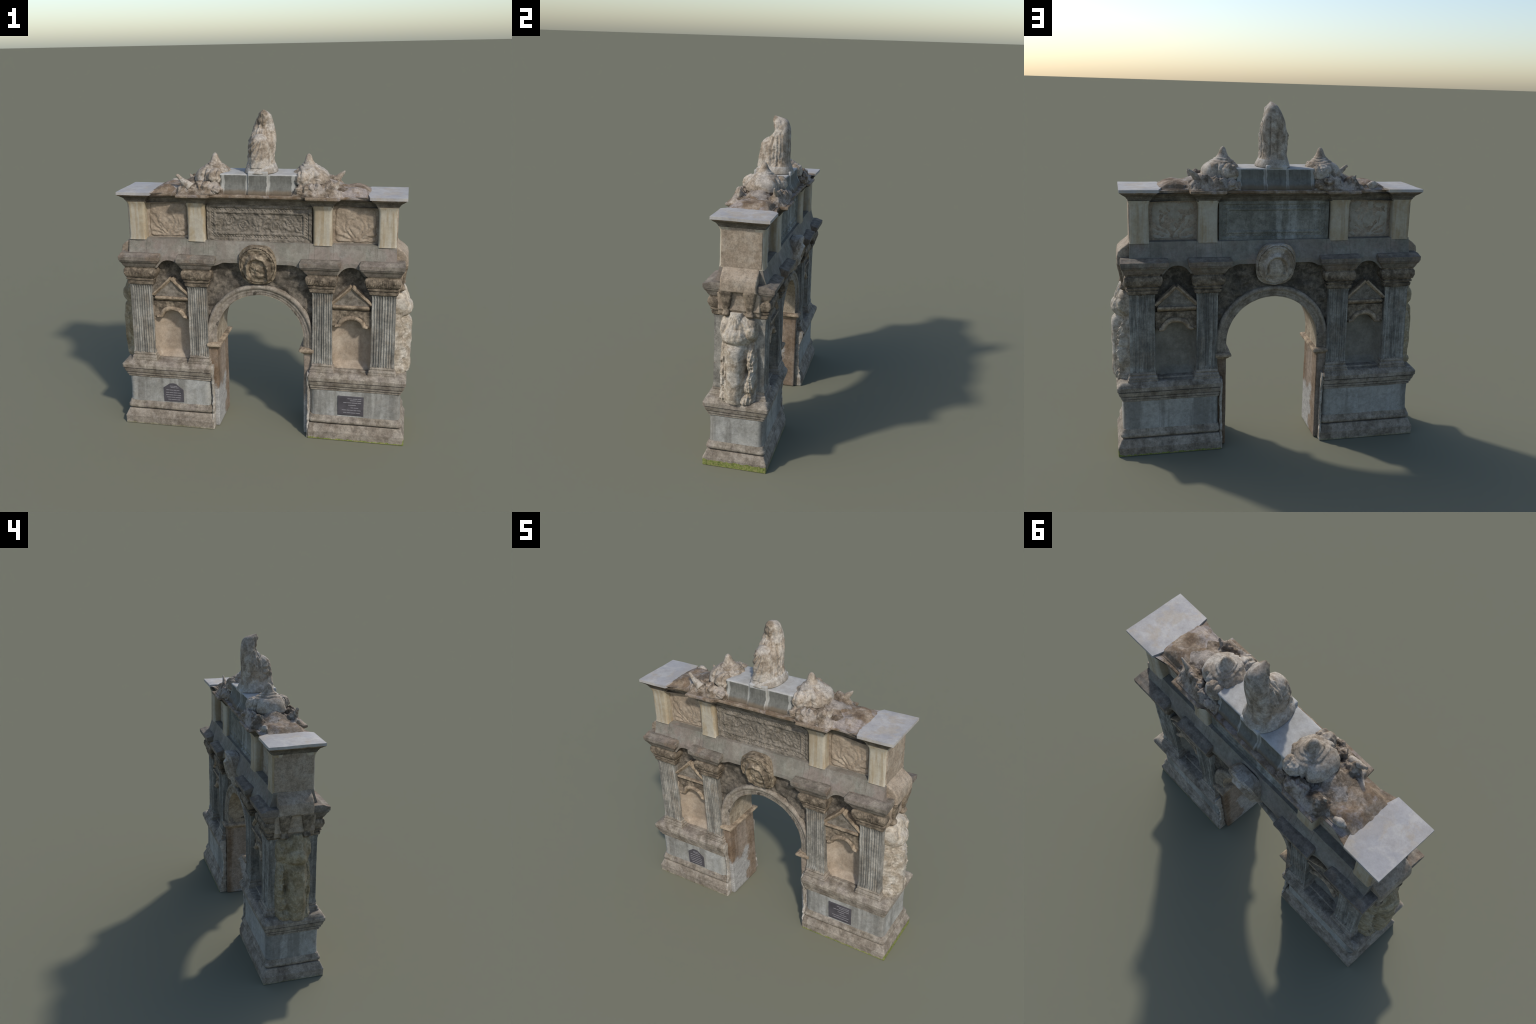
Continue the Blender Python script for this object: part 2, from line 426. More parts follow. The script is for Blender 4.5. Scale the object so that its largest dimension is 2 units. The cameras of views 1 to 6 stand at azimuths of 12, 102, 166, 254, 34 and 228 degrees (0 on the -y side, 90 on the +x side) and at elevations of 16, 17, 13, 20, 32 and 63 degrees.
AZ, AR = .630, .272
def arch_path(n=96):
    """points and outer partners along the passage opening, from right foot over the crown to left foot"""
    pts = []
    for z in np.linspace(.560, AZ, 8)[:-1]: pts.append((AR, z, .36, z))
    for a in np.linspace(0, math.pi, n):
        x, z = AR * math.cos(a), AZ + AR * math.sin(a)
        c, s = math.cos(a), math.sin(a)
        t = min(.36 / max(abs(c), 1e-6), (1.12 - AZ) / max(s, 1e-6))
        pts.append((x, z, t * c, AZ + t * s))
    for z in np.linspace(AZ, .560, 8)[1:]: pts.append((-AR, z, -.36, z))
    return pts
pth = arch_path()
ns = 40
P = np.zeros((len(pth), ns, 3)); Q = np.zeros_like(P)
for i, (x, z, X, Z) in enumerate(pth):
    for j in range(ns):
        t = j / (ns - 1)
        P[i, j] = (x + (X - x) * t, -.121, z + (Z - z) * t)
        Q[i, j] = (x + (X - x) * t, .121, z + (Z - z) * t)
for A, s in ((P, -1), (Q, 1)):
    f = A.reshape(-1, 3)
    n1 = fbm(f * [1, 0, 1] + [0, s, 0], 26, 4, 60 + s)
    n2 = fbm(f * [1, 0, 1] + [0, s, 0], 9, 3, 70 + s)
    f[:, 1] += s * (.017 * n1 + .008 * n2)
    edge = np.abs(f[:, 0]) ** 2 + (f[:, 2] - AZ) ** 2
V, F = slab_from_grid(P, Q)
F = [f[::-1] for f in F]
make_obj("spandrel_wall", V, F, M['dark'], None, 60)
# vault lining and archivolt: profiles swept round the arch
def sweep_arch(section, a0, a1, n, foot=None):
    """section: closed list of (radial offset, y); swept in the xz plane about the arch centre"""
    S = np.array(section); m = len(S); rings = []
    st = []
    if foot is not None:
        for z in np.linspace(foot, AZ, 8)[:-1]: st.append((1, 0, z))
    for a in np.linspace(a0, a1, n): st.append((math.cos(a), math.sin(a), AZ))
    if foot is not None:
        for z in np.linspace(AZ, foot, 8)[1:]: st.append((-1, 0, z))
    for c, s, z0 in st:
        r = AR + S[:, 0]
        rings.append(np.column_stack([r * c, S[:, 1], z0 + r * s]))
    return loft(rings, 2)
sec = [(-.001, -.128)] + [(-.001, y) for k, y in enumerate(np.linspace(-.11, .11, 14))] + [(-.001, .128), (.02, .128), (.02, -.128)]
V, F = sweep_arch(sec, 0, math.pi, 80, .575)
make_obj("vault_lining", roughen(V, .002, 10, 81), [f[::-1] for f in F], M['vault'])
prof = [(.0, -.09), (-.001, -.127), (.006, -.131), (.020, -.132), (.022, -.134), (.036, -.135), (.039, -.139), (.046, -.144), (.055, -.145), (.061, -.141), (.065, -.134), (.067, -.09)]
prof = [tuple(p) for p in dense(prof, .004)]
for s in (-1, 1):
    V, F = sweep_arch(prof, 0, math.pi, 110, .578)
    V = roughen(V, .003, 16, 83 + s)
    if s > 0: V, F = mirror_y(V, F)
    make_obj("archivolt", V, [f[::-1] for f in F], M['cornice'], None, 60)

# ================================================================== PIER CORES AND NICHES
for sx in (1, -1):
    V, F = box(.34, .806, -.035, .035, .43, 1.15, .004, 90, .001, .02)
    if sx < 0: V, F = mirror_x(V, F)
    make_obj("pier_core", V, F, M['sidewall'])

def niche_wall(depth):
    xs = np.linspace(.432, .70, 70); zs = np.linspace(.428, 1.13, 150)
    X, Z = np.meshgrid(xs, zs, indexing='ij')
    u = (X - .558) / .108
    y = -depth - .040 * np.clip(np.abs(u), 0, 1.15) ** 5
    y -= .045 * sstep(.485, .432, Z) * sstep(1.05, .7, np.abs(u))
    up = sstep(.80, .86, Z)
    y = y * (1 - up) + up * (-.100 - .012 * np.abs(u) ** 3)
    p = np.stack([X, y, Z], -1)
    n = fbm(p.reshape(-1, 3), 30, 4, 95).reshape(X.shape); n2 = fbm(p.reshape(-1, 3), 22, 4, 99).reshape(X.shape)
    p[..., 1] += .0022 * n * (1 - up) + .012 * n2 * up
    q = p.copy(); q[..., 1] = -.025
    V, F = slab_from_grid(p, q)
    return V, F
niches = [make_empty("niche") for _ in range(4)]
# split the bay wall by height: plaster niche below, darker mottled recess above
def split_z(V, F, zc):
    V = np.asarray(V); lo, hi = [], []
    for f in F: (lo if V[list(f), 2].mean() < zc else hi).append(f)
    res = []
    for fs in (lo, hi):
        idx = sorted({i for f in fs for i in f}); mp = {k: i for i, k in enumerate(idx)}
        res.append((V[idx], [tuple(mp[i] for i in f) for f in fs]))
    return res
for k, (sx, sy) in enumerate(((1, -1), (-1, -1), (1, 1), (-1, 1))):
    for nm, (V, F), mt in zip(("niche_recess", "upper_recess"), split_z(*niche_wall(.062 if sy < 0 else .048), .80), (M['niche'] if sy < 0 else M['niche_grey'], M['dark'])):
        if sx < 0: V, F = mirror_x(V, F)
        if sy > 0: V, F = mirror_y(V, F)
        make_obj(nm, V, F, mt, niches[k], 60)

def bell(u):
    """lower edge of the hood: a rounded head between two flat out-turned feet"""
    return .725 + .043 * np.clip(1 - (np.abs(u) / .064) ** 2.2, 0, 1) ** .62
def niche_hood():
    n = 80; P = np.zeros((n, 14, 3)); Q = np.zeros_like(P)
    for i, u in enumerate(np.linspace(-.116, .116, n)):
        zb = float(bell(u)) + .006
        for j in range(14):
            zz = zb + (.832 - zb) * j / 13
            P[i, j] = (.559 + u, -.130, zz); Q[i, j] = (.559 + u, -.045, zz)
    f = P.reshape(-1, 3); f[:, 1] -= .009 * fbm(f, 34, 4, 105)
    return slab_from_grid(P, Q)
four("hood_plate", niche_hood(), M['capital'], niches, 60)
def niche_arch():
    S = np.array(dense([(-.002, -.06), (-.003, -.130), (.003, -.140), (.012, -.145), (.021, -.142), (.028, -.134), (.030, -.06)], .004)); rings = []
    us = np.linspace(-.098, .098, 90); zb = bell(us)
    for _ in range(6): zb[1:-1] = (zb[:-2] + 2 * zb[1:-1] + zb[2:]) / 4
    tx = np.gradient(us); tz = np.gradient(zb); L = np.hypot(tx, tz)
    for u, zz, a, b in zip(us, zb, -tz / L, tx / L):
        w = 1 - .35 * sstep(.055, .098, abs(u))
        rings.append(np.column_stack([.559 + u + a * S[:, 0] * w, S[:, 1] - .004 * sstep(.06, .09, abs(u)), zz + b * S[:, 0] * w]))
    V, F = loft(rings, 2)
    return roughen(V, .005, 22, 107, 4), F
four("niche_arch", niche_arch(), M['hood'], niches, 60, .002, 3)
V, F = box(.446, .664, -.150, -.05, .828, .866, .006, 109, .002, .006)
ys = -.118 - .034 * sstep(.826, .856, V[:, 2])
V[:, 1] = np.where(V[:, 1] < -.11, ys + (V[:, 1] + .150) * .5, V[:, 1])
four("niche_entablature", (V, F), M['hood'], niches, 40, .0015, 4)
def rake(p0, p1, w, y0, y1):
    d = np.array(p1) - np.array(p0); L = np.linalg.norm(d); d /= L; nrm = np.array([-d[1], d[0]])
    rings = []
    for t in np.linspace(0, L, 26):
        o = np.array(p0) + d * t; ring = []
        for a, y in ((0, y1), (0, y0 + .012), (w * .35, y0 + .006), (w * .5, y0), (w * .9, y0), (w, y0 + .005), (w, y1)):
            q = o + nrm * a; ring.append((q[0], y, q[1]))
        rings.append(ring)
    V, F = loft(rings, 2)
    return roughen(V, .002, 20, 111), F
four("raking_cornice", rake((.449, .866), (.563, .972), .022, -.150, -.06), M['hood'], niches, 40, .001, 5)
V, F = rake((.667, .866), (.553, .972), -.022, -.149, -.06)
four("raking_cornice", (V, [f[::-1] for f in F]), M['hood'], niches, 40, .001, 6)
def tympanum():
    n = 24; P = np.zeros((n, 16, 3)); Q = np.zeros_like(P)
    for i, t in enumerate(np.linspace(0, 1, n)):
        x = .455 + .206 * t; top = .866 + .102 * (1 - abs(2 * t - 1)) + .004
        for j in range(16):
            z = .864 + (top - .864) * j / 15
            P[i, j] = (x, -.136, z); Q[i, j] = (x, -.05, z)
    f = P.reshape(-1, 3); f[:, 1] -= .006 * fbm(f, 40, 3, 115)
    return slab_from_grid(P, Q)
V, F = tympanum()
four("tympanum", (V, F), M['centre'], niches, 60)
V, F = box(.452, .668, -.128, -.05, .428, .445, .006, 117, .0015, .008)
four("niche_sill", (V, F), M['cornice'], niches, 48)

# ================================================================== PILASTERS
def fluted_shaft(x0, x1, yf, z0, z1, nfl, side_plain=0.0):
    """front face carries nfl hollow flutes between x0 and x1-side_plain"""
    xf1 = x1 - side_plain
    xs = np.linspace(x0, x1, 120)
    ring = []
    for x in xs:
        t = (x - x0) / (xf1 - x0)
        d = 0
        if .03 < t < .97:
            ph = ((t - .03) / .94 * nfl) % 1.0
            d = .0048 * max(0, math.sin(math.pi * np.clip((ph - .12) / .76, 0, 1))) ** .7
        ring.append((x, yf + d))
    ring += [(x1, yf + .012 + (-.04 - yf) * k / 8) for k in range(9)]
    ring += [(x1 - (x1 - x0) * k / 10, -.03) for k in range(1, 10)]
    ring += [(x0, -.04 - (-.04 - yf - .012) * k / 8) for k in range(9)]
    R = np.array(ring); cx, cy = (x0 + x1) / 2, yf
    rings = []
    for z in np.linspace(z0, z1, 70):
        t = (z - z0) / (z1 - z0)
        flare = 1 + .05 * sstep(.06, 0, t) + .04 * sstep(.95, 1, t)
        rings.append(np.column_stack([cx + (R[:, 0] - cx) * flare, R[:, 1] - .006 * (flare - 1) / .05, np.full(len(R), z)]))
    V, F = loft(rings, 4)
    V = roughen(V, .0014, 18, 121)
    V[:, 1] += (V[:, 1] < yf + .02) * .0028 * fbm(V * [1, 0, .06], 95, 3, 123)
    return V, F

def block_loft(profile, x0, x1, yf, yb, r, amp, seed, freq=18, step=.004):
    """profile rows: z, grow towards x0, grow towards x1, grow of the front"""
    rings = []
    for z, a, b, f in dense(profile, step):
        R = rrect(x0 - a, x1 + b, yf - f, yb, r, 44, 26, 4)
        rings.append(np.column_stack([R, np.full(len(R), z)]))
    V, F = loft(rings, 6)
    return roughen(V, amp, freq, seed), F

def leafy(V, z0, z1, depth, freq=95, seed=0):
    """carved leaf ripple round a capital: vertical lobes that swell and curl"""
    V = np.array(V); t = (V[:, 2] - z0) / (z1 - z0)
    m = ((t > 0) & (t < 1)).astype(float) * np.sin(np.pi * np.clip(t, 0, 1))
    s = (V[:, 0] - V[:, 1]) * freq
    d = depth * m * (.45 * np.sin(s + .6 * fbm(V, 20, 2, seed)) + 1.1 * fbm(V * [1, 1, 1.6], 42, 4, seed))
    V[:, 1] -= d * (V[:, 1] < -.11)
    return V

pil_in = [make_empty("pilaster") for _ in range(4)]
pil_out = [make_empty("pilaster") for _ in range(4)]
base_prof = [(.428, .016, .016, .020), (.446, .017, .017, .021), (.449, .012, .012, .016), (.458, .013, .013, .017), (.466, .009, .009, .012),
             (.469, .004, .004, .006), (.478, .006, .006, .009), (.486, .002, .002, .004), (.492, 0, 0, 0)]
def cap_prof(a, b, f):
    k = [(.938, 0), (.947, .04), (.949, .22), (.966, .27), (.968, .16), (.974, .17), (.976, .32), (.985, .37), (.988, .24), (.993, .27), (.997, .44), (1.010, .53), (1.028, .58), (1.042, .55), (1.049, .50), (1.052, .40), (1.060, .42), (1.068, .52)]
    return [(z, a * t, b * t, f * t) for z, t in k]
def abacus_prof(a, b, f):
    k = [(1.064, .50), (1.074, .60), (1.090, .73), (1.100, .88), (1.105, .91), (1.108, .89), (1.111, .985), (1.1335, 1.0), (1.1348, .985), (1.1395, .62), (1.148, .28)]
    return [(z, a * (t if z < 1.134 else .4 + .6 * t ** .12), b * (t if z < 1.134 else .4 + .6 * t ** .12), f * t) for z, t in k]

four("pilaster_base", block_loft(base_prof, .327, .445, -.155, -.04, .004, .0018, 131), M['cornice'], pil_in, 40)
four("shaft", fluted_shaft(.327, .445, -.155, .488, .942, 8), M['shaft'], pil_in, 50, .0012, 5)
V, F = block_loft(cap_prof(.072, .050, .058), .327, .447, -.155, -.04, .006, .0026, 133, 34)
four("capital", (leafy(V, .972, 1.062, .0038, 640, 3), F), M['capital'], pil_in, 50, .0015, 9)
four("abacus", block_loft(abacus_prof(.072, .050, .058), .327, .447, -.155, -.04, .003, .0013, 135), M['pinkish'], pil_in, 32, .0008, 13)

four("pilaster_base", block_loft(base_prof, .679, .816, -.150, -.04, .004, .0018, 141), M['cornice'], pil_out, 40)
four("shaft", fluted_shaft(.679, .818, -.150, .488, .942, 8, .010), M['shaft'], pil_out, 50, .0012, 25)
V, F = block_loft(cap_prof(.076, .046, .060), .679, .818, -.150, -.058, .006, .0026, 143, 34)
four("capital", (leafy(V, .972, 1.062, .0038, 640, 5), F), M['capital'], pil_out, 50, .0015, 29)
four("abacus", block_loft(abacus_prof(.076, .046, .060), .679, .818, -.150, -.058, .003, .0013, 145), M['pinkish'], pil_out, 32, .0008, 33)

# ================================================================== SHORT SIDES : trophy reliefs, side entablature
def bump2(Y, Z, cy, cz, ry, rz, h, p=2.0):
    q = (np.abs((Y - cy) / ry) ** p + np.abs((Z - cz) / rz) ** p)
    return h * np.sqrt(np.clip(1 - q, 0, 1))
def trophy(seed):
    ys = np.linspace(-.130, .130, 150); zs = np.linspace(.432, .975, 290)
    Y, Z = np.meshgrid(ys, zs, indexing='ij')
    h = .806 + 0 * Y
    inner = sstep(.122, .098, np.abs(Y))
    trunk = bump2(Y, Z, -.016, .60, .070, .42, .112, 2.6)
    flank = bump2(Y, Z, .0, .62, .112, .32, .056, 3.0)
    left = bump2(Y, Z, -.080, .62, .032, .24, .072)
    right = bump2(Y, Z, .078, .60, .038, .24, .074)
    scroll = bump2(Y, Z, .086, .648, .030, .038, .086)
    foot1 = bump2(Y, Z, -.062, .452, .056, .050, .094); foot2 = bump2(Y, Z, .060, .448, .058, .054, .098)
    knee = bump2(Y, Z, .066, .53, .042, .07, .082)
    cape = bump2(Y, Z, .002, .872, .114, .088, .072, 3.2)
    belly = bump2(Y, Z, -.014, .842, .088, .072, .108, 2.4)
    belly = np.maximum(belly, bump2(Y, Z, -.010, .872, .090, .092, .082, 2.4))
    cape2 = bump2(Y, Z, .072, .866, .044, .054, .080, 2.4)
    cape3 = bump2(Y, Z, -.076, .872, .038, .064, .074, 2.4)
    neck = sstep(.800, .790, Z) * 1.0
    low = np.maximum.reduce([trunk, flank, left, right, scroll, foot1, foot2, knee])
    low = low * (1 - .16 * np.exp(-((Z - .792) / .018) ** 2))
    body = np.maximum.reduce([low, cape, belly, cape2, cape3])
    # smooth union feel
    p = np.stack([np.full_like(Y, 0), Y, Z], -1).reshape(-1, 3)
    n1 = fbm(p, 22, 4, seed).reshape(Y.shape); n2 = fbm(p, 48, 3, seed + 5).reshape(Y.shape); n3 = fbm(p, 9, 2, seed + 9).reshape(Y.shape)
    rough = np.where(np.abs(Y + .012) < .05, .35, 1.0)
    rough = np.where(Z > .80, .6, rough)
    body = body + (body > .01) * (.012 * n1 + .005 * n2) * rough + .008 * n3 * (body > .01)
    side = sstep(.045, .075, np.abs(Y + .005)); capz = sstep(.80, .83, Z)
    fan = np.arctan2(Y + .012, 1.00 - Z)
    body += (body > .01) * capz * .0014 * np.sin(fan * 30 + 4 * n1)                       # gathered cape
    body += (body > .01) * (1 - capz) * side * (.0030 * np.sin(Y * 330 + 6 * n3) + .012 * n2)   # fringes and weapons
    # scroll eye, drill hole beside the trunk
    d = np.hypot(Y - .092, Z - .648); body -= .02 * np.exp(-(d / .012) ** 2)
    body -= .045 * np.exp(-((Y - .056) / .010) ** 2 - ((Z - .622) / .028) ** 2)
    body -= .020 * np.exp(-((Y + .058) / .008) ** 2 - ((Z - .61) / .05) ** 2)
    h = h + np.clip(body, 0, .112) * inner
    P = np.stack([h, Y, Z], -1)
    # 3x3 softening
    for _ in range(2):
        H = P[..., 0]; K = H.copy()
        K[1:-1, 1:-1] = (H[1:-1, 1:-1] * 2 + H[:-2, 1:-1] + H[2:, 1:-1] + H[1:-1, :-2] + H[1:-1, 2:]) / 6
        P[..., 0] = K
    Q = P.copy(); Q[..., 0] = .79
    return slab_from_grid(P, Q)
def side_entablature():
    """plain wall head between the corner capitals with a moulded edge"""
    rings = []
    for z, x in dense([(.935, .818), (.952, .826), (.958, .836), (.980, .840), (.990, .850), (1.02, .846), (1.06, .852), (1.088, .858), (1.100, .862), (1.106, .877), (1.112, .880), (1.15, .879), (1.178, .873), (1.198, .852), (1.220, .822), (1.235, .810)], .005):
        w = .125 if z < 1.09 else .118 - .012 * sstep(1.09, 1.12, z)
        R = rrect(.74, x, -w, w, .010, 10, 40, 5)
        rings.append(np.column_stack([R, np.full(len(R), z)]))
    V, F = loft(rings, 4)
    return roughen(V, .0022, 15, 151), F
def bracket(y):
    rings = []
    for z, x, w in dense([(.945, .838, .008), (.953, .858, .018), (.966, .869, .023), (.980, .864, .020), (.992, .858, .019), (1.02, .864, .024), (1.06, .870, .032), (1.10, .879, .040), (1.114, .879, .041)], .004):
        R = rrect(.80, x, y - w, y + w, .014, 10, 16, 4)
        rings.append(np.column_stack([R, np.full(len(R), z)]))
    V, F = loft(rings, 3)
    return roughen(V, .004, 26, 155), F
for sx in (1, -1):
    for nm, VF, mt, ang in (("trophy_relief", trophy(161 if sx > 0 else 167), M['relief'], 180), ("side_entablature", side_entablature(), M['sidewall'], 60),
                            ("bracket", bracket(-.072), M['capital'], 60), ("bracket", bracket(.066), M['capital'], 60)):
        V, F = VF
        if sx < 0: V, F = mirror_x(V, F)
        if sx < 0 and nm == "trophy_relief":
            mt = M['ochre_relief']; V[:, 0] = np.where(V[:, 0] < -.81, -.806 + (V[:, 0] + .806) * (.99 - .16 * sstep(.03, .07, np.abs(V[:, 1] + .014))), V[:, 0])
        make_obj(nm, V, F, mt, None, ang)

# ================================================================== FRIEZE BAND
def band_bottom(x):
    ax = np.abs(x)
    niche = 1.108 - .030 * np.clip(np.abs(ax - .555) / .062, 0, 1.2) ** 2.5
    mid = 1.108 - .02 * sstep(.2, .27, ax)
    return np.where(ax > .42, niche, mid)
def frieze(s):
    xs = np.linspace(-.812, .812, 330)
    prof = dense([(0, .166), (.2, .165), (.42, .153), (.62, .139), (.82, .128), (1, .121)], .03)
    rings = []
    for x in xs:
        zb = float(band_bottom(np.array(x)))
        ax = abs(x); inb = sstep(.50, .53, ax) * sstep(.62, .59, ax)
        ring = [(x, s * .04, zb + .004), (x, s * .10, zb + .003), (x, s * .14, zb + .0015)]
        for t, y in prof:
            ring.append((x, s * (y + .002), zb + (1.232 - zb) * t))
        ring += [(x, s * .09, 1.233), (x, s * .04, 1.233)]
        rings.append(np.array(ring))
    V, F = loft(rings, 2)
    V = roughen(V, .004, 8, 171 + s, 3)
    return V, (F if s > 0 else [f[::-1] for f in F])
for s in (-1, 1):
    V, F = frieze(s); make_obj("frieze_band", V, F, M['frieze'], None, 60)

# ================================================================== MEDALLIONS
def medallion(front):
    s = -1
    nr, na = 46, 110
    P = np.zeros((nr, na + 1, 3)); Q = np.zeros_like(P)
    for i in range(nr):
        for j in range(na + 1):
            a = 2 * math.pi * j / na; r = i / (nr - 1)
            ca, sa = math.cos(a), math.sin(a)
            sup = (abs(ca) ** 2.7 + abs(sa) ** 2.7) ** (-1 / 2.7)
            rad = r * sup * (1 + .012 * math.sin(3 * a + 1) + .01 * math.sin(7 * a))
            X = .113 * rad * ca; Z = .126 * rad * sa
            P[i, j] = (X, 0, Z); Q[i, j] = (X * .95, 0, Z * .95)
    f = P.reshape(-1, 3); X, Z = f[:, 0], f[:, 2]
    rr = np.hypot(X / .113, Z / .126)
    h = .030 * np.sqrt(np.clip(1.02 - rr ** 3, 0, 1))
    # horseshoe rings round a boss that carries a face-like carving
    sh = np.hypot(X / .062, (Z + .022) / (.075 + 0 * Z)); lobe = np.where(Z < -.02, np.abs(X) / .062, sh)
    h += .010 * np.cos(np.clip((lobe - 1.02) * 9, -3.1, 3.1)) * (rr < .93) + .007 * np.exp(-((rr - .86) / .07) ** 2)
    h -= .012 * np.exp(-((lobe - .82) / .10) ** 2) * (Z > -.05)
    if front:
        h += .008 * np.exp(-(X / .012) ** 2 - ((Z + .018) / .014) ** 2) + .007 * np.exp(-(X / .014) ** 2 - ((Z + .052) / .012) ** 2)
        for sx in (1, -1):
            h += .007 * np.exp(-((X - sx * .028) / .011) ** 2 - ((Z + .064) / .011) ** 2) + .004 * np.exp(-((X - sx * .026) / .016) ** 2 - ((Z + .01) / .010) ** 2)
            h -= .005 * np.exp(-((X - sx * .016) / .007) ** 2 - ((Z + .045) / .014) ** 2)
        h += .007 * fbm(f, 60, 4, 181) + .006 * fbm(f, 24, 3, 185)
    else:
        h += .004 * fbm(f, 40, 4, 187) + .012 * np.exp(-(X / .05) ** 2 - ((Z + .02) / .06) ** 2)
    lean = .030 * (Z / .126)
    f[:, 1] = -(.168 + h + lean); g = Q.reshape(-1, 3); g[:, 1] = -(.118 + .55 * lean)
    f[:, 2] += 1.100; g[:, 2] += 1.100
    V, F = slab_from_grid(P, Q)
    return V, [q[::-1] for q in F]
V, F = medallion(True); make_obj("medallion", V, F, M['medal'], None, 60)
V, F = medallion(False); V, F = mirror_y(V, F); make_obj("medallion", V, F, M['sculpt'], None, 60)

# ================================================================== ATTIC
V, F = box(-.796, .796, -.079, .079, 1.20, 1.50, .004, 191, .001, .02)
make_obj("attic_core", V, F, M['sidewall'])
for sx in (1, -1):       # plain end wall
    V, F = box(.785, .8128, -.119, .119, 1.226, 1.462, .004, 193, .0015, .012)
    if sx < 0: V, F = mirror_x(V, F)
    make_obj("end_wall", V, F, M['sidewall'])
def attic_pilaster(x0, x1):
    rings = []
    for z, o in dense([(1.226, .003), (1.235, .001), (1.25, 0), (1.42, -.001), (1.440, .001), (1.452, .005), (1.462, .008)], .012):
        R = rrect(x0 - o, x1 + o, -.129 - o, -.065, .016, 16, 8, 6)
        rings.append(np.column_stack([R, np.full(len(R), z)]))
    V, F = loft(rings, 4)
    return roughen(V, .0016, 12, 195), F
four("attic_pilaster", attic_pilaster(.327, .437), M['attic_pil'], None, 48, .001, 41)
four("attic_pilaster", attic_pilaster(.703, .810), M['attic_pil'], None, 48, .001, 45)

def side_panel(seed):
    cx, cz, hw, hh = .570, 1.344, .1285, .113
    nu, nv = 120, 110
    U, W = np.meshgrid(np.linspace(-1, 1, nu), np.linspace(-1, 1, nv), indexing='ij')
    # rounded pillow edge
    q = (np.abs(U) ** 9 + np.abs(W) ** 9) ** (1 / 9)
    k = np.maximum(np.abs(U), np.abs(W)) / np.maximum(q, 1e-6)
    X = cx + hw * U * k; Z = cz + hh * W * k
    h = .012 * (1 - sstep(.86, 1.0, np.maximum(np.abs(U), np.abs(W)))) - .012
    f = np.stack([X, 0 * X, Z], -1).reshape(-1, 3)
    # plant : fan of leaves from a foot, V-shaped cup in the middle
    dx = U - .03; dz = W + .78
    ang = np.arctan2(dx, dz); rad = np.hypot(dx, dz)
    wob = fbm(f, 16, 2, seed).reshape(U.shape)
    leaves = np.cos(ang * 14 + 1.6 * wob + rad * 2.5 * np.sign(dx)) * sstep(.15, .5, rad) * sstep(1.45, .9, rad)
    side = sstep(.30, .55, np.abs(ang))
    h += .0022 * leaves * side
    vcup = np.abs(np.abs(dx) - (.12 + .30 * sstep(0, .65, dz) - .22 * sstep(.75, 1.3, dz)))
    h += .0016 * np.exp(-(vcup / .045) ** 2) * sstep(0, .08, dz) * sstep(1.35, .8, dz)
    h -= .0025 * np.exp(-((vcup - .10) / .04) ** 2) * sstep(0, .1, dz) * sstep(1.2, .7, dz)
    h += (.005 * fbm(f, 38, 4, seed + 3) + .003 * fbm(f, 12, 3, seed + 5)).reshape(U.shape)
    P = np.stack([X, -.084 - h, Z], -1); Q = np.stack([X, 0 * X - .06, Z], -1)
    return slab_from_grid(P, Q)
for k, (sx, sy) in enumerate(((1, -1), (-1, -1), (1, 1), (-1, 1))):
    V, F = side_panel(201 + 11 * k)
    if sx < 0: V, F = mirror_x(V, F)
    if sy > 0:
        V[:, 1] = -.080 + (V[:, 1] + .084) * .7; V, F = mirror_y(V, F)
    make_obj("relief_panel", V, F, M['panel'] if sy < 0 else M['pale_panel'], None, 60)

def scrolls(X, Z):
    """two mirrored acanthus scrolls either side of a central palmette"""
    h = 0 * X
    ax = np.abs(X)
    for cx, cz, R, sgn in ((.10, 1.325, .055, 1), (.185, 1.355, .06, -1), (.25, 1.325, .05, 1)):
        dx, dz = ax - cx, Z - cz; r = np.hypot(dx, dz) + 1e-6; a = np.arctan2(dz, dx)
        h = np.maximum(h, (.5 + .5 * np.cos(sgn * a + 9 * np.log(r / R))) * sstep(R * 1.1, R * .75, r))
    d = np.arctan2(ax, Z - 1.27); rr = np.hypot(ax, Z - 1.27)
    h = np.maximum(h, (.5 + .5 * np.cos(d * 16)) * sstep(.16, .1, rr) * sstep(.9, .5, d))
    return h
def centre_panel(front):
    nu, nv = 260, 104
    X, Z = np.meshgrid(np.linspace(-.318, .318, nu), np.linspace(1.226, 1.462, nv), indexing='ij')
    f = np.stack([X, 0 * X, Z], -1).reshape(-1, 3)
    ex = np.minimum(.318 - np.abs(X), np.minimum((Z - 1.228), 1.455 - Z))      # distance from border
    h = -.008 * sstep(.0, .006, ex - .018) + .006 * sstep(.006, 0, np.abs(ex - .048) - .004)
    beads = .5 + .5 * np.cos((X + Z) * 2 * math.pi / .017)
    h += .0035 * beads * np.exp(-((ex - .033) / .007) ** 2)
    if front:
        inner = sstep(.055, .07, ex)
        wv = .012 * fbm(f, 14, 3, 229).reshape(X.shape)
        h += inner * (.0030 * scrolls(X + wv, Z + wv) - .002) + .0055 * (fbm(f, 66, 4, 221) + .6 * (.4 - 2 * np.abs(fbm(f, 26, 3, 225)))).reshape(X.shape)
    else:
        h += .002 * fbm(f, 14, 4, 223).reshape(X.shape) + .005 * np.exp(-((ex - .033) / .01) ** 2) * fbm(f, 90, 3, 227).reshape(X.shape)
    P = np.stack([X, -.106 - h, Z], -1); Q = np.stack([X, 0 * X - .06, Z], -1)
    return slab_from_grid(P, Q)
V, F = centre_panel(True); make_obj("carved_tablet", V, F, M['centre'], None, 60)
V, F = centre_panel(False); V, F = mirror_y(V, F); make_obj("plain_tablet", V, F, M['tablet'], None, 60)

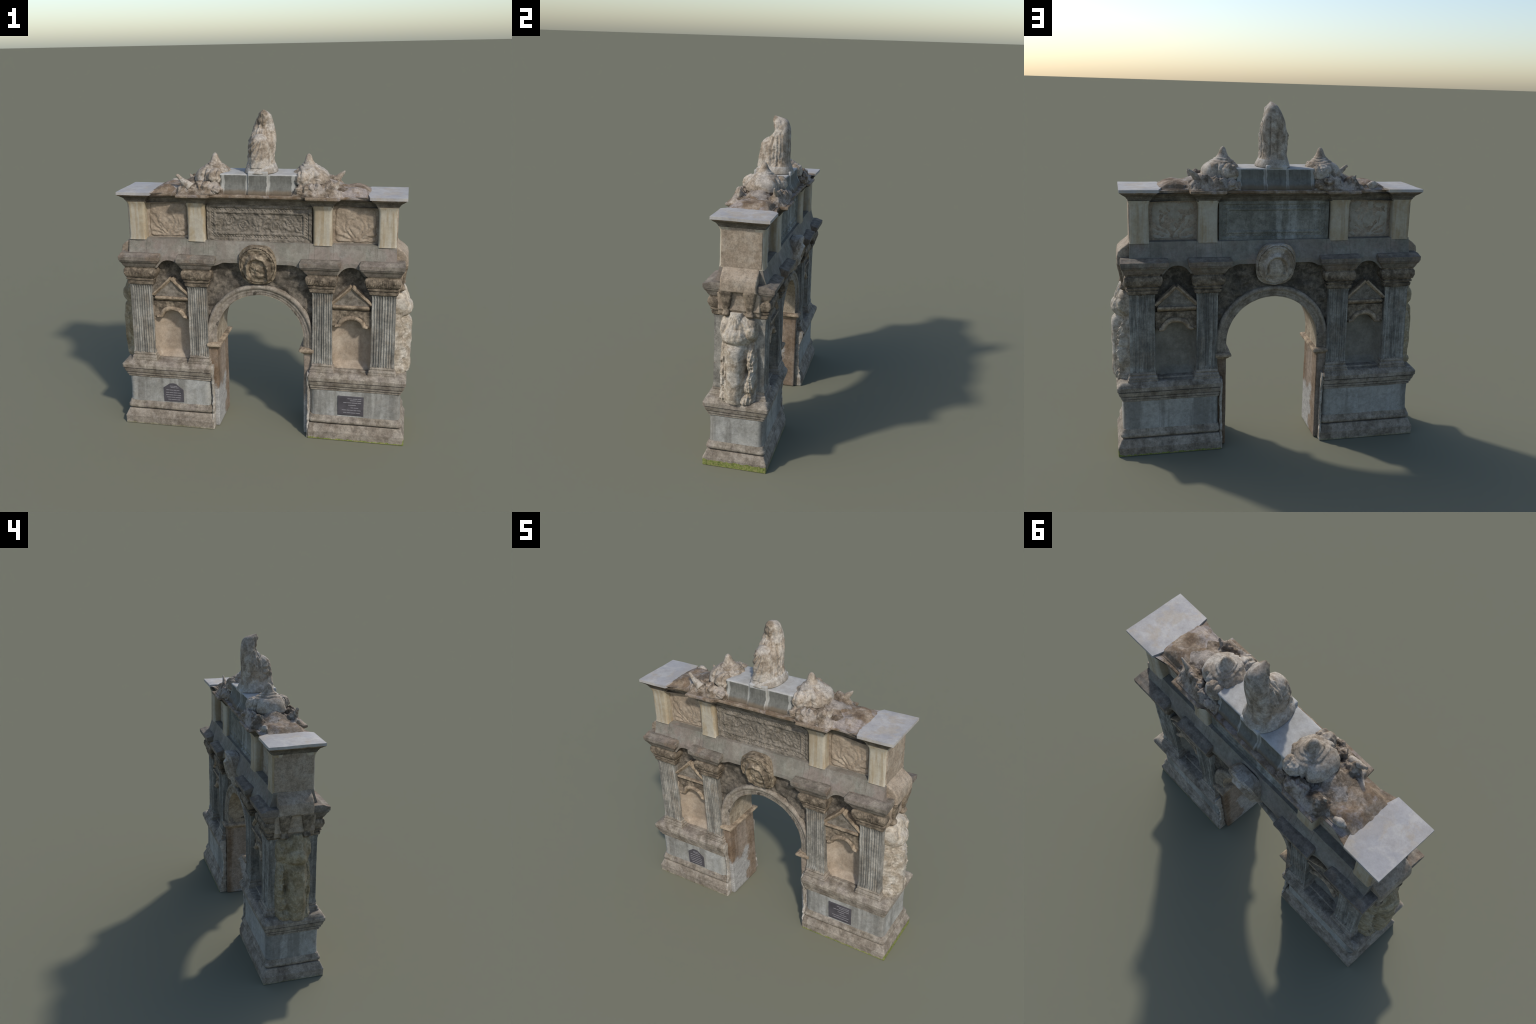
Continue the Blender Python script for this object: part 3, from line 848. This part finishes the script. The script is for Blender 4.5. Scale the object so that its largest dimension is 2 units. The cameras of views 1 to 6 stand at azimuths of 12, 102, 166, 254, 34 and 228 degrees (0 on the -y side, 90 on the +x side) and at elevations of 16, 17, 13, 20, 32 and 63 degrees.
# ================================================================== MAIN CORNICE
wall_q = [(0, .112), (.316, .112), (.324, .133), (.440, .133), (.446, .096), (.694, .096), (.700, .129), (.810, .129), (.810, 0)]
corn_q = [(0, .166), (.281, .166), (.288, .191), (.485, .191), (.490, .143), (.654, .143), (.660, .168), (.861, .168), (.861, 0)]
def plan(q, step=.012, ref=None):
    ref = ref or q; P = []
    quarter = []
    for (a, b, ra, rb) in zip(q[:-1], q[1:], ref[:-1], ref[1:]):
        n = max(2, int(math.hypot(rb[0] - ra[0], rb[1] - ra[1]) / step))
        for i in range(n): quarter.append((a[0] + (b[0] - a[0]) * i / n, a[1] + (b[1] - a[1]) * i / n))
    quarter.append(q[-1])
    A = [(x, -y) for x, y in quarter]                       # front right
    B = [(x, y) for x, y in quarter[::-1]][1:]              # back right
    C = [(-x, y) for x, y in quarter][1:]                   # back left
    D = [(-x, -y) for x, y in quarter[::-1]][1:-1]          # front left
    return np.array(A + B + C + D)
W0, W1 = plan(wall_q, ref=corn_q), plan(corn_q)
def corn_rings(pr):
    rings = []
    for z, t in dense(pr, .003):
        R = W0 * (1 - t) + W1 * t
        rings.append(np.column_stack([R, np.full(len(R), z)]))
    return rings
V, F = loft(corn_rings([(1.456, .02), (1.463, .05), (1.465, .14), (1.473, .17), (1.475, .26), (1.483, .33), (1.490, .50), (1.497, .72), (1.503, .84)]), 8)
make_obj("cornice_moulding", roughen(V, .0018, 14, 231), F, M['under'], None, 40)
V, F = loft(corn_rings([(1.501, .83), (1.505, .93), (1.507, .99), (1.516, 1.0), (1.5195, .98), (1.521, .93)]), 8)
make_obj("cornice_slab", roughen(V, .0022, 11, 233), F, M['roof'], None, 40)

# ================================================================== ROOF: white end slabs, mounds, block
def end_slab():
    n = 46; nu = 30
    P = np.zeros((nu, n, 3)); Q = np.zeros_like(P)
    for j, y in enumerate(np.linspace(-.1695, .1695, n)):
        xin = .655 - .028 * (1 - (y / .17) ** 2) + .012 * math.sin(y * 40) * .2
        for i in range(nu):
            t = i / (nu - 1); x = .8635 + (xin - .8635) * t
            top = 1.5255 + .007 * sstep(0, 1, t) * (1 - (abs(y) / .17) ** 4)
            P[i, j] = (x, y, top); Q[i, j] = (x, y, 1.509)
    V, F = slab_from_grid(P, Q)
    return roughen(V, .0016, 13, 241), [f[::-1] for f in F]
for sx in (1, -1):
    V, F = end_slab()
    if sx > 0: make_obj("end_slab", V, F, M['white'], None, 50)
    else:
        V, F = mirror_x(V, F); make_obj("end_slab", V, F, M['white'], None, 50)

def gauss(X, Y, cx, cy, rx, ry, h): return h * np.exp(-((X - cx) / rx) ** 2 - ((Y - cy) / ry) ** 2)
def mound(seed, sx):
    """heaped stone carving over the bays: a low barrel outside, piled trophies inside"""
    nu, nv = 170, 130
    xs = np.linspace(.205, .668, nu)
    P = np.zeros((nu, nv, 3)); Q = np.zeros_like(P)
    for i, x in enumerate(xs):
        hw = .128 + .046 * sstep(.50, .47, x) - .018 * sstep(.30, .25, x)
        for j, v in enumerate(np.linspace(-1, 1, nv)):
            P[i, j] = (x, hw * v, 0); Q[i, j] = (x, hw * v, 1.515)
    X, Y = P[..., 0], P[..., 1]; Vn = np.linspace(-1, 1, nv)[None, :]
    edge = sstep(1.0, .80, np.abs(Vn) + 0 * X)
    h = .004 + edge * (.030 * (1 - Vn ** 2) ** .6 * sstep(.67, .60, X) + .004)
    h += gauss(X, Y, .565, .075, .045, .04, .014) + gauss(X, Y, .565, -.075, .045, .04, .012)
    for cx, cy, rx, ry, hh in ((.40, -.125, .06, .030, .036), (.40, .125, .06, .030, .036), (.44, -.11, .03, .03, .020), (.45, .11, .03, .03, .020),
                               (.31, -.145, .04, .030, .045), (.31, .145, .04, .030, .045), (.25, -.125, .03, .03, .040), (.25, .125, .03, .03, .040),
                               (.36, 0, .07, .07, .050), (.45, 0, .06, .07, .022)):
        h += gauss(X, Y, cx, cy, rx, ry, hh)
    f = np.stack([X * sx, Y, 0 * X], -1).reshape(-1, 3)
    turb = fbm(f, 26, 4, seed).reshape(X.shape); ridge = 1 - np.abs(fbm(f, 15, 3, seed + 7).reshape(X.shape)) * 2
    pile = sstep(.52, .44, X) * sstep(.05, .09, np.abs(Y) + .3 * sstep(.42, .3, X))
    h += edge * (.024 * turb * pile + .016 * (ridge - .5) * pile + .004 * turb)
    P[..., 2] = 1.518 + np.clip(h, .001, None)
    V, F = slab_from_grid(P, Q)
    return V, [q for q in F]
for k, sx in enumerate((1, -1)):
    V, F = mound(251 + 20 * k, sx)
    lo, hi = None, None
    if sx < 0: V, F = mirror_x(V, F)
    # outer barrel (brown) and piled carving (pale) are separate pieces that share a border
    V = np.asarray(V); a, b = [], []
    for f in F: (a if abs(V[list(f), 0].mean()) > .505 + .02 * math.sin(60 * V[f[0], 1]) else b).append(f)
    for nm, fs, mt in (("roof_mound", a, M['roof']), ("trophy_pile", b, M['pile'])):
        idx = sorted({i for f in fs for i in f}); mp = {q: i for i, q in enumerate(idx)}
        make_obj(nm, V[idx], [tuple(mp[i] for i in f) for f in fs], mt, None, 180)

for xw, yw, zt, sd in ((.231, .1115, 1.637, 261), (.060, .1215, 1.655, 263)):
    V, F = box(-xw, xw, -yw, yw, 1.515, zt, .006, sd, .0015, .008)
    V[:, 1] *= 1 + .22 * sstep(1.600, 1.528, V[:, 2]) ** 1.5
    make_obj("statue_block", V, F, M['block'])

# ---- lathe-like lofts for the crowning sculpture
def smooth_interp(tab, z):
    tab = np.array(tab); return np.stack([np.interp(z, tab[:, 0], tab[:, k]) for k in range(1, tab.shape[1])], -1)
def body_loft(tab, n, nz, power=2.2):
    """tab rows: z, x left, x right, y front, y back"""
    z0, z1 = tab[0][0], tab[-1][0]; rings = []
    zs = np.linspace(z0, z1, nz); T = smooth_interp(tab, zs)
    for _ in range(4):
        T[1:-1] = (T[:-2] + 2 * T[1:-1] + T[2:]) / 4
    for z, (xl, xr, yf, yb) in zip(zs, T):
        cx, cy = (xl + xr) / 2, (yf + yb) / 2; rx, ry = (xr - xl) / 2, (yb - yf) / 2
        ring = []
        for k in range(n):
            a = 2 * math.pi * k / n - math.pi / 2; c, s = math.cos(a), math.sin(a)
            m = (abs(c) ** power + abs(s) ** power) ** (-1 / power)
            ring.append((cx + rx * c * m, cy + ry * s * m, z))
        rings.append(np.array(ring))
    return rings
# seated, hooded figure: seat, lap with legs, cloaked torso, hooded head
def polar(V, cx, cy):
    n = np.stack([V[:, 0] - cx, V[:, 1] - cy], 1); n /= np.linalg.norm(n, axis=1)[:, None] + 1e-9
    return np.arctan2(V[:, 0] - cx, -(V[:, 1] - cy)), n
tab = [(1.640, -.097, .099, -.126, .128), (1.655, -.093, .096, -.120, .124), (1.675, -.086, .087, -.100, .116), (1.692, -.082, .078, -.085, .110),
       (1.725, -.080, .075, -.072, .101), (1.777, -.078, .079, -.060, .100), (1.820, -.074, .082, -.046, .101), (1.845, -.068, .081, -.038, .101),
       (1.870, -.060, .079, -.024, .101), (1.900, -.052, .074, -.004, .100), (1.915, -.046, .070, .002, .099), (1.930, -.040, .066, -.004, .097), (1.945, -.033, .061, -.008, .094),
       (1.965, -.021, .056, -.010, .087), (1.980, -.010, .043, -.010, .074), (1.988, -.002, .034, -.009, .055), (1.9945, .008, .027, -.008, .022), (1.9995, .014, .022, -.006, .004)]
V, F = loft(body_loft(tab, 140, 130, 2.3), 3)
z = V[:, 2]; ang, nrm = polar(V, .008, .03)
front = sstep(2.3, 1.6, np.abs(ang)); m = sstep(1.665, 1.70, z) * sstep(1.996, 1.97, z)
d = m * front * (.010 * fbm(V * [1, 1, .6], 26, 4, 273) + .005 * fbm(V, 55, 3, 277)) + m * .004 * fbm(V, 10, 3, 279)
d += m * front * .006 * (.35 - np.abs(fbm(V * [1, 1, .45], 30, 3, 278)) * 2)
d += m * front * .0025 * np.sin(ang * 22 + 2.0 * fbm(V, 12, 2, 275)) * sstep(1.90, 1.86, z)            # cloak folds
d -= .012 * m * np.exp(-((ang - 2.72) / .06) ** 2) * sstep(1.68, 1.72, z) * sstep(1.94, 1.90, z)          # folds down the back
d -= .008 * m * np.exp(-((ang + 2.95) / .05) ** 2) * sstep(1.68, 1.72, z) * sstep(1.86, 1.80, z)
d -= .018 * m * np.exp(-((ang - 1.05) / .13) ** 2 - ((z - 1.845) / .04) ** 2)                              # slot under the arm
d += .008 * m * np.exp(-((ang - 1.0) / .25) ** 2 - ((z - 1.895) / .03) ** 2)                               # shoulder
d -= .016 * m * np.exp(-((ang + .95) / .20) ** 2 - ((z - 1.915) / .05) ** 2)                               # shaded side of the hood
d += .007 * m * np.exp(-((ang - .15) / .30) ** 2 - ((z - 1.925) / .02) ** 2)                               # face
d -= .010 * m * np.exp(-((ang + .2) / .45) ** 2 - ((z - 1.896) / .009) ** 2)
V[:, :2] += nrm * d[:, None]
statue = make_obj("statue", V, F, M['sculpt'], None, 180)
def split_obj(ob, cuts, names, mats):
    """cut a smooth body into named parts by height; borders and normals stay shared"""
    me = ob.data; V = np.array([v.co for v in me.vertices]); F = [tuple(p.vertices) for p in me.polygons]
    N = np.array([v.normal for v in me.vertices]); out = []
    zc = [V[list(f), 2].mean() for f in F]
    for k, nm in enumerate(names):
        lo = cuts[k - 1] if k else -9; hi = cuts[k] if k < len(cuts) else 9
        fs = [f for f, zz in zip(F, zc) if lo <= zz < hi]
        idx = sorted({i for f in fs for i in f}); mp = {q: i for i, q in enumerate(idx)}
        o = make_obj(nm, V[idx], [tuple(mp[i] for i in f) for f in fs], mats[k], None, 180)
        o.data.normals_split_custom_set_from_vertices([tuple(N[i]) for i in idx]); out.append(o)
    bpy.data.objects.remove(ob, do_unlink=True)
    return out
split_obj(statue, [1.684, 1.90], ["statue_seat", "torso", "head"], [M['seat'], M['sculpt'], M['sculpt']])
tab = [(1.672, -.066, .060, -.108, .02), (1.684, -.066, .060, -.105, .02), (1.72, -.066, .059, -.099, .02), (1.76, -.066, .058, -.095, .02), (1.80, -.062, .055, -.090, .02),
       (1.825, -.054, .050, -.085, .02), (1.842, -.044, .042, -.075, .02), (1.856, -.030, .030, -.060, .015), (1.864, -.012, .014, -.042, .005)]
V, F = loft(body_loft(tab, 130, 90, 2.6), 3)
z = V[:, 2]; ang, nrm = polar(V, -.004, -.03)
fan = np.arctan2(V[:, 0] - .020, 1.875 - z); rr = np.hypot(V[:, 0] - .02, z - 1.875)
fr = sstep(1.9, 1.3, np.abs(ang))
d = fr * (.0038 * np.sin(fan * 26 + rr * 45) * sstep(.03, .06, rr) * sstep(1.845, 1.80, z) + .004 * fbm(V * [1, 1, .6], 28, 4, 285) + .003 * fbm(V, 60, 3, 287))
d -= fr * .009 * np.exp(-((V[:, 0] + .052) / .006) ** 2) * sstep(1.82, 1.79, z)
d -= fr * .008 * np.exp(-((V[:, 0] - .030 - .15 * (1.80 - z)) / .006) ** 2) * sstep(1.81, 1.78, z)
V[:, :2] += nrm * d[:, None]
make_obj("legs", V, F, M['sculpt'], None, 180)

# helmeted busts with shoulder plates
btab = [(1.530, .165, .420, -.118, .118), (1.570, .172, .410, -.116, .114), (1.600, .180, .402, -.108, .108), (1.625, .190, .395, -.098, .102), (1.645, .203, .386, -.090, .096),
        (1.658, .216, .372, -.080, .084), (1.668, .230, .354, -.066, .070), (1.680, .243, .335, -.049, .052), (1.695, .255, .318, -.036, .036), (1.712, .263, .309, -.027, .025),
        (1.727, .267, .304, -.022, .019), (1.737, .271, .300, -.017, .014), (1.743, .276, .295, -.011, .008), (1.7465, .282, .289, -.005, .002)]
def ellipsoid(c, r, seed, amp=.006, n=64, m=44, groove=True):
    rings = []
    for k in range(1, m):
        a = math.pi * k / m - math.pi / 2
        rings.append(np.array([(c[0] + r[0] * math.cos(a) * math.cos(t), c[1] + r[1] * math.cos(a) * math.sin(t), c[2] + r[2] * math.sin(a)) for t in np.linspace(0, 2 * math.pi, n, endpoint=False)]))
    V, F = loft(rings, 1)
    D = (V - c) / np.array(r); D /= np.linalg.norm(D, axis=1)[:, None] + 1e-9
    d = amp * fbm(V, 26, 4, seed) + .5 * amp * fbm(V, 60, 3, seed + 3)
    if groove: d += .9 * amp * (.4 - 2 * np.abs(fbm(V, 19, 3, seed + 5)))
    if groove: d -= amp * .9 * np.exp(-((D[:, 0] + .25) / .12) ** 2) * sstep(.1, .5, D[:, 2])
    else: d += 1.3 * amp * (.45 - np.abs(fbm(V, 30, 3, seed + 9)) * 2)
    return V + D * d[:, None], F
for k, sx in enumerate((1, -1)):
    bust = make_empty("helmeted_bust")
    V, F = loft(body_loft(btab, 120, 96, 2.1), 3)
    V[:, 0] -= .004 * (sx < 0)
    z = V[:, 2]; ang, nrm = polar(V, .285, 0)
    m = sstep(1.70, 1.66, z); plate = sstep(.5, .9, ang) * sstep(2.64, 2.24, ang)
    d = m * (.009 * fbm(V, 22, 4, 281 + 9 * k) + .005 * fbm(V, 50, 3, 283 + 9 * k)) * (1 - .65 * plate)
    d += .0028 * np.sin((z + .012 * fbm(V, 9, 2, 290 + k)) * 480) * sstep(1.655, 1.665, z) * sstep(1.70, 1.685, z)
    d += .009 * plate * np.exp(-((z - 1.615) / .035) ** 2)
    for a0 in (.46, 2.68): d -= .016 * np.exp(-((ang - a0) / .07) ** 2) * sstep(1.665, 1.645, z)
    d += m * (1 - plate) * .008 * (.35 - 2 * np.abs(fbm(V, 17, 3, 293 + 9 * k)))
    d -= .020 * np.exp(-((z - 1.575 + .01 * np.cos(ang - 1.57)) / .010) ** 2) * (.5 + .5 * plate)
    V[:, :2] += nrm * d[:, None]
    V[:, 2] += .004 * fbm(V, 14, 2, 299 + k) * m
    if sx < 0: V, F = mirror_x(V, F)
    make_obj("cuirass", V, F, M['sculpt'], bust, 180)
    for sy in (-1, 1):
        V, F = ellipsoid((.262, sy * .092, 1.612), (.050, .046, .050), 331 + 7 * k + sy, .008)
        if sx < 0: V, F = mirror_x(V, F)
        make_obj("shoulder_plate", V, F, M['sculpt'], bust, 180)
        for c, r in (((.300, sy * .135, 1.556), (.034, .030, .030)), ((.345, sy * .118, 1.560), (.036, .030, .032)), ((.250, sy * .138, 1.545), (.030, .030, .026)), ((.400, sy * .118, 1.548), (.038, .024, .022))):
            V, F = ellipsoid(c, r, 351 + 13 * k + sy + int(c[0] * 100), .012, 44, 30, False)
            if sx < 0: V, F = mirror_x(V, F)
            make_obj("piled_armour", V, F, M['pile'], bust, 180)

# horns, fins and broken branches of the trophies
def horn(pts, radii, flare=0, n=14, seed=0):
    pts = [Vector(p) for p in pts]; rings = []
    m = 18
    for i in range(m):
        t = i / (m - 1) * (len(pts) - 1); a = min(int(t), len(pts) - 2); u = t - a
        p = pts[a].lerp(pts[a + 1], u); r = radii[a] + (radii[a + 1] - radii[a]) * u
        dr = (pts[a + 1] - pts[a]).normalized(); s = dr.cross(Vector((0, 1, 0))).normalized(); q = dr.cross(s)
        rings.append(np.array([p + s * (r * math.cos(k * 2 * math.pi / n)) + q * (r * .75 * math.sin(k * 2 * math.pi / n)) for k in range(n)]))
    V, F = loft(rings, 2)
    return roughen(V, .003, 60, seed), F
hs = [([(-.405, -.130, 1.555), (-.44, -.128, 1.585), (-.462, -.125, 1.603), (-.480, -.123, 1.622), (-.492, -.122, 1.628)], (.032, .022, .014, .011, .009)),
      ([(-.445, .10, 1.555), (-.462, .098, 1.580), (-.475, .096, 1.598)], (.024, .013, .002)),
      ([(.425, -.115, 1.555), (.452, -.108, 1.575), (.466, -.105, 1.592), (.471, -.104, 1.612)], (.030, .022, .012, .002)),
      ([(.430, .110, 1.560), (.455, .108, 1.595), (.472, .107, 1.612), (.489, .107, 1.630)], (.026, .018, .012, .004))]
for k, (p, r) in enumerate(hs):
    V, F = horn(p, r, seed=300 + k); make_obj("trophy_horn", V, F, M['sculpt'], None, 180)
# rolled shield end lying on the back of the left bay
V, F = horn([(-.545, .112, 1.530), (-.575, .108, 1.545), (-.600, .105, 1.535)], (.020, .026, .014), seed=310)
make_obj("rolled_shield", V, F, M['sculpt'], None, 180)
